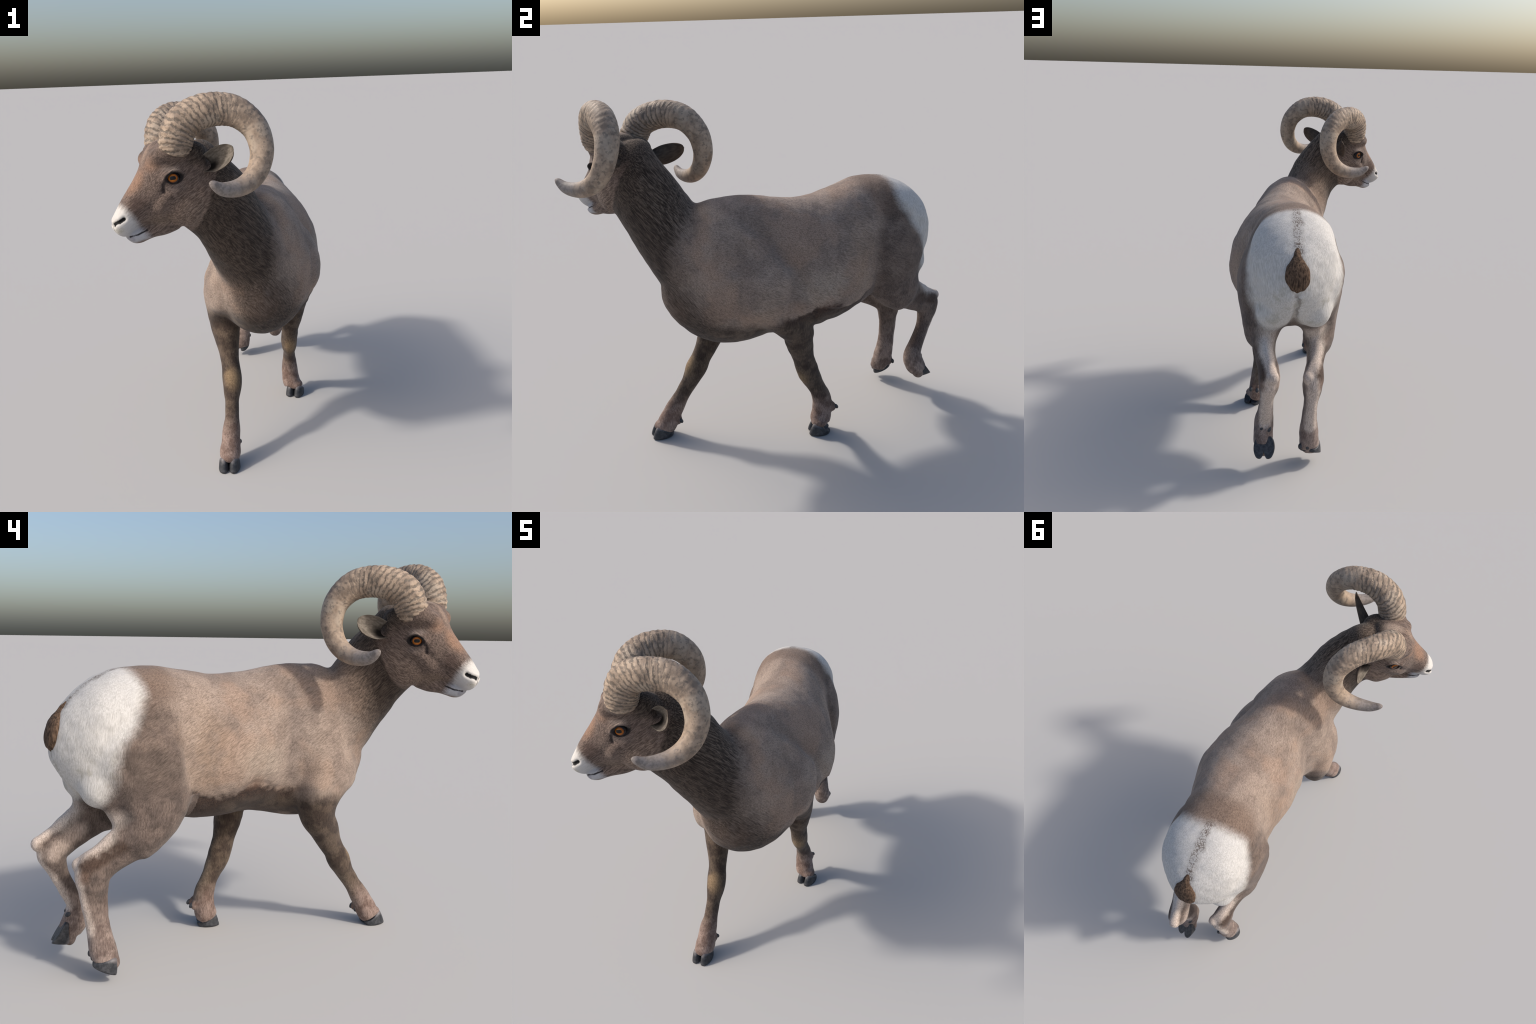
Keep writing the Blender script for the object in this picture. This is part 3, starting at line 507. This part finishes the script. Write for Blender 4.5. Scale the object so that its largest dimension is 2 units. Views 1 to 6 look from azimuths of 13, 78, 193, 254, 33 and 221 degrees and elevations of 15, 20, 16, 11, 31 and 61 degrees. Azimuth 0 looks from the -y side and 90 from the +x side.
for i, name in enumerate(REG):
    f = np.flatnonzero(label == i); loops = np.concatenate([nl[ls[j]:ls[j] + lt[j]] for j in f]); used, idx = np.unique(loops, return_inverse=True)
    cuts = np.split(idx, np.cumsum(lt[f])[:-1]); me = bpy.data.meshes.new(name); me.from_pydata(P[used].tolist(), [], [c.tolist() for c in cuts])
    me.polygons.foreach_set("use_smooth", np.ones(len(me.polygons), bool)); me.normals_split_custom_set_from_vertices(N[used].tolist())
    pieces[i] = add(name, me, [COATS[name]])

def smooth(me): me.polygons.foreach_set("use_smooth", np.ones(len(me.polygons), bool)); me.update()
# horns: a widening-outward curl; control points in the head frame (left side) with radial and sideways half widths
HORN_C = V((.091, -.017, .102), (.108, -.027, .138), (.139, -.053, .214), (.194, -.131, .255), (.237, -.234, .246), (.269, -.305, .181), (.293, -.322, .096), (.307, -.299, .021), (.318, -.253, -.028), (.331, -.189, -.053), (.347, -.115, -.051), (.362, -.058, -.018))
HORN_R = V((.058, .056), (.070, .068), (.070, .067), (.0675, .061), (.063, .057), (.0555, .0535), (.0505, .0475), (.0455, .0425), (.0415, .038), (.0355, .033), (.027, .026), (.012, .011))
CURL = V(.0, -.18, .10)
def horn_mesh(sd):
    D = spline(np.hstack([HORN_C, HORN_R]), 240); n = 56; rings = []
    a = np.linspace(0, 2 * np.pi, n, endpoint=False)
    for i, d in enumerate(D):
        T = D[min(i + 1, 239), :3] - D[max(i - 1, 0), :3]; T /= np.linalg.norm(T); out = d[:3] - CURL; out[0] = 0; out -= T * (out @ T); out /= np.linalg.norm(out); side = np.cross(T, out)
        u = i / 239; end = math.sqrt(max(0., 1 - max(0., (u - .972) / .028) ** 2)) if u > .972 else math.sqrt(max(0., 1 - max(0., 1 - u / .025) ** 2)) if u < .025 else 1.
        ring = d[:3] + end * (np.cos(a)[:, None] * out * d[3] + np.sin(a)[:, None] * side * d[4])
        rel = ring - CURL; an = np.arctan2(rel[:, 2], rel[:, 1]); fade = step(u, .55, .25)
        ridge = .0015 * fade * np.sin(54 * an + 2.5 * np.sin(7 * an + a) + .8 * np.sin(3 * a) + 1.2 * np.sin(17 * an + 2 * a))
        rings.append(ring + (ring - d[:3]) / .06 * ridge[:, None])
    G = np.array(rings) - CURL; G[..., 0] *= sd
    me = make_mesh("horn", [close_rings(G)]); smooth(me); return me
HW = frame_matrix(HO + HX * .006 + V(0, -.001, -.002) + HM @ CURL, HX, HY, HZ)
add("horn", horn_mesh(1), [HORN], matrix=HW)
mir = Matrix.Translation(Vector((.008, .004, 0))) @ HW @ Matrix.Scale(-1, 4, Vector((1, 0, 0))); add("horn", bpy.data.objects["horn"].data, [HORN], matrix=mir)

# ears: cupped leaf with thickness
def ear_mesh():
    nu, nt = 28, 25; L = .180; u = np.linspace(0, 1, nu)[:, None]; t = np.linspace(-1, 1, nt)[None]
    shape = np.where(u < .42, .60 + .40 * np.sin(np.clip(u / .42, 0, 1) * np.pi / 2), np.clip(1 - np.clip((u - .42) / .58, 0, 1) ** 2.3, 0, 1) ** .55); up = .047 * shape; dn = .058 * shape * (1 - .12 * u)
    half = np.where(t > 0, up, dn); cup = .030 * (1 - .60 * u) * (1 - u ** 6)
    x = u * L + 0 * t; z = half * np.sin(t * 1.35) / math.sin(1.35); y = -cup * (np.cos(t * 1.5)) + .022 * abs(t) ** 2 * (1 - u) ** 2
    def sheet(off):
        w = np.clip(np.minimum(1 - abs(t), 1 - u) / .18, 0, 1) ** .5; return np.stack([x, y - off * w, z], -1)
    A, B_ = sheet(0), sheet(.007); n = nu * nt; Pts = np.vstack([A.reshape(-1, 3), B_.reshape(-1, 3)]); F = []; M = []
    idx = lambda i, j: i * nt + j
    for i in range(nu - 1):
        for j in range(nt - 1):
            q = (idx(i, j), idx(i, j + 1), idx(i + 1, j + 1), idx(i + 1, j)); F.append(q[::-1]); M.append(0); F.append(tuple(k + n for k in q)); M.append(1)
    rim = [idx(i, 0) for i in range(nu)] + [idx(nu - 1, j) for j in range(1, nt)] + [idx(i, nt - 1) for i in range(nu - 2, -1, -1)] + [idx(0, j) for j in range(nt - 2, 0, -1)]
    for a, b in zip(rim, rim[1:] + rim[:1]): F.append((a, b, b + n, a + n)); M.append(1)
    me = bpy.data.meshes.new("ear"); me.from_pydata(Pts.tolist(), [], F); me.polygons.foreach_set("material_index", M)
    import bmesh
    bm = bmesh.new(); bm.from_mesh(me); bmesh.ops.remove_doubles(bm, verts=bm.verts, dist=.0002); bmesh.ops.recalc_face_normals(bm, faces=bm.faces); bm.to_mesh(me); bm.free()
    smooth(me); return me
EB, ET = V(.116, -.148, .044), V(.288, -.212, .094)
def ear_frame():
    x = ET - EB; x /= np.linalg.norm(x); y = V(.30, .93, .20); y -= x * (x @ y); y /= np.linalg.norm(y); return x, y, np.cross(x, y)
ex, ey, ez = ear_frame(); em = frame_matrix(HO + HM @ EB, HM @ ex, HM @ ey, HM @ ez); ear = ear_mesh()
add("ear", ear, [EAR_IN, EAR_OUT], matrix=em)
refl = frame_matrix(HO, HX, HY, HZ) @ Matrix.Scale(-1, 4, Vector((1, 0, 0))) @ frame_matrix(HO, HX, HY, HZ).inverted()
add("ear", ear, [EAR_IN, EAR_OUT], matrix=refl @ em)

# eyes
def ball(name, r, n=32):
    me = make_mesh(name, [blob(V(0, 0, 0), np.eye(3), (r, r, r), n)]); smooth(me); return me
eye_me = ball("eye", .0315, 48)
en = EYE_N; eyy = V(0, 1, 0) - en * en[1]; eyy /= np.linalg.norm(eyy); ezz = np.cross(en, eyy)
eM = frame_matrix(HO + HM @ EYE_C, HM @ en, HM @ eyy, HM @ ezz)
add("eye", eye_me, [EYE], matrix=eM); add("eye", eye_me, [EYE], matrix=refl @ eM)

# tail: flat dark tuft hanging over the rump
def tail():
    c = [body(1.070, .005, 1.165), body(1.102, .005, 1.125), body(1.126, .004, 1.085), body(1.143, .002, 1.035), body(1.145, 0, .998), body(1.138, 0, .980)]
    w = [.010, .025, .054, .056, .039, .016]; th = [.012, .018, .023, .023, .018, .008]
    c = np.array(c); U = np.tile(LX, (6, 1)); F = []
    for i in range(6):
        T = c[min(i + 1, 5)] - c[max(i - 1, 0)]; F.append(np.cross(T, LX) / np.linalg.norm(T))
    R = np.stack([w, w, th, th], 1); p, f = loft(c, U, np.array(F), R, p=2.0, n=40, sub=8)
    p = p + (p - p.mean(0)) * (.03 * np.sin(p @ V(150, 40, 12)) * np.sin(p @ V(30, 160, -20)))[:, None]
    me = make_mesh("tail", [(p, f)]); smooth(me); return me
add("tail", tail(), [TAIL])

# hooves: paired claws, each a wedge with a rounded toe; local x to the toe, y sideways, z up
def claw_mesh():
    n = 36; a = np.linspace(0, 2 * np.pi, n, endpoint=False); rows = []
    for k, (f, ins) in enumerate(((0, .10), (.0, .0), (.12, -.015), (.4, .02), (.75, .10), (.95, .17), (1., .30), (1.0, .6))):
        ca, sa = np.cos(a), np.sin(a); lx = .054 * (1 - ins); x = np.where(ca > 0, ca * abs(ca) ** .05 * lx, ca * lx * .95)
        wv = .0310 * (1 - ins * .8) * np.clip(1.02 - .12 * np.maximum(ca, 0) ** 2, 0, 2)
        y = np.sign(sa) * abs(sa) ** .75 * wv; y = np.where(sa < 0, y * .69, y)                         # flat inner wall
        top = .018 + .046 * np.clip((ca + .9) / 1.9, 0, 1)                      # coronet rises to the toe
        z = f * top; rows.append(np.stack([x - .016 * f, y, z + 0 * a], -1))
    me = make_mesh("hoof", [close_rings(np.array(rows))]); smooth(me)
    return me
claw = claw_mesh(); dew = make_mesh("dewclaw", [blob(V(0, 0, 0), np.eye(3), (.011, .010, .016), 20)]); smooth(dew)
FOOT = dict(  # limb: (heel, toe, up hint)
 FR=(3 + 1, V(-.006, -.578, .001), V(.010, -.686, .001), V(0, -.1, 1)), FL=(3, V(.196, .242, .001), V(.184, .134, .001), V(0, 0, 1)),
 HR=(6, V(-.262, .770, .082), V(-.274, .680, .040), V(0, -.45, .89)), HL=(5, V(-.060, .880, .200), V(-.074, .940, .113), V(0, -.84, -.54)))
for key, (pi, heel, toe, upv) in FOOT.items():
    x = toe - heel; x /= np.linalg.norm(x); z = upv - x * (x @ upv); z /= np.linalg.norm(z); y = np.cross(z, x); c = (heel + toe) / 2
    for sd in (1, -1):
        yaw = .03 * sd; xx = x * math.cos(yaw) + y * math.sin(yaw); yy = np.cross(z, xx)
        M = frame_matrix(c + y * sd * .0205, xx, yy * sd, z); add("hoof", claw, [HOOF], pieces[pi], M)
for key, (c, dirn) in SPUR.items():
    pi = FOOT[key][0]; z = dirn / np.linalg.norm(dirn); x = LX - z * (LX @ z); x /= np.linalg.norm(x); y = np.cross(z, x)
    for sd in (1, -1):
        add("dewclaw", dew, [HOOF], pieces[pi], frame_matrix(c + x * sd * .019, x, y, z))
bpy.data.meshes.remove(skin)
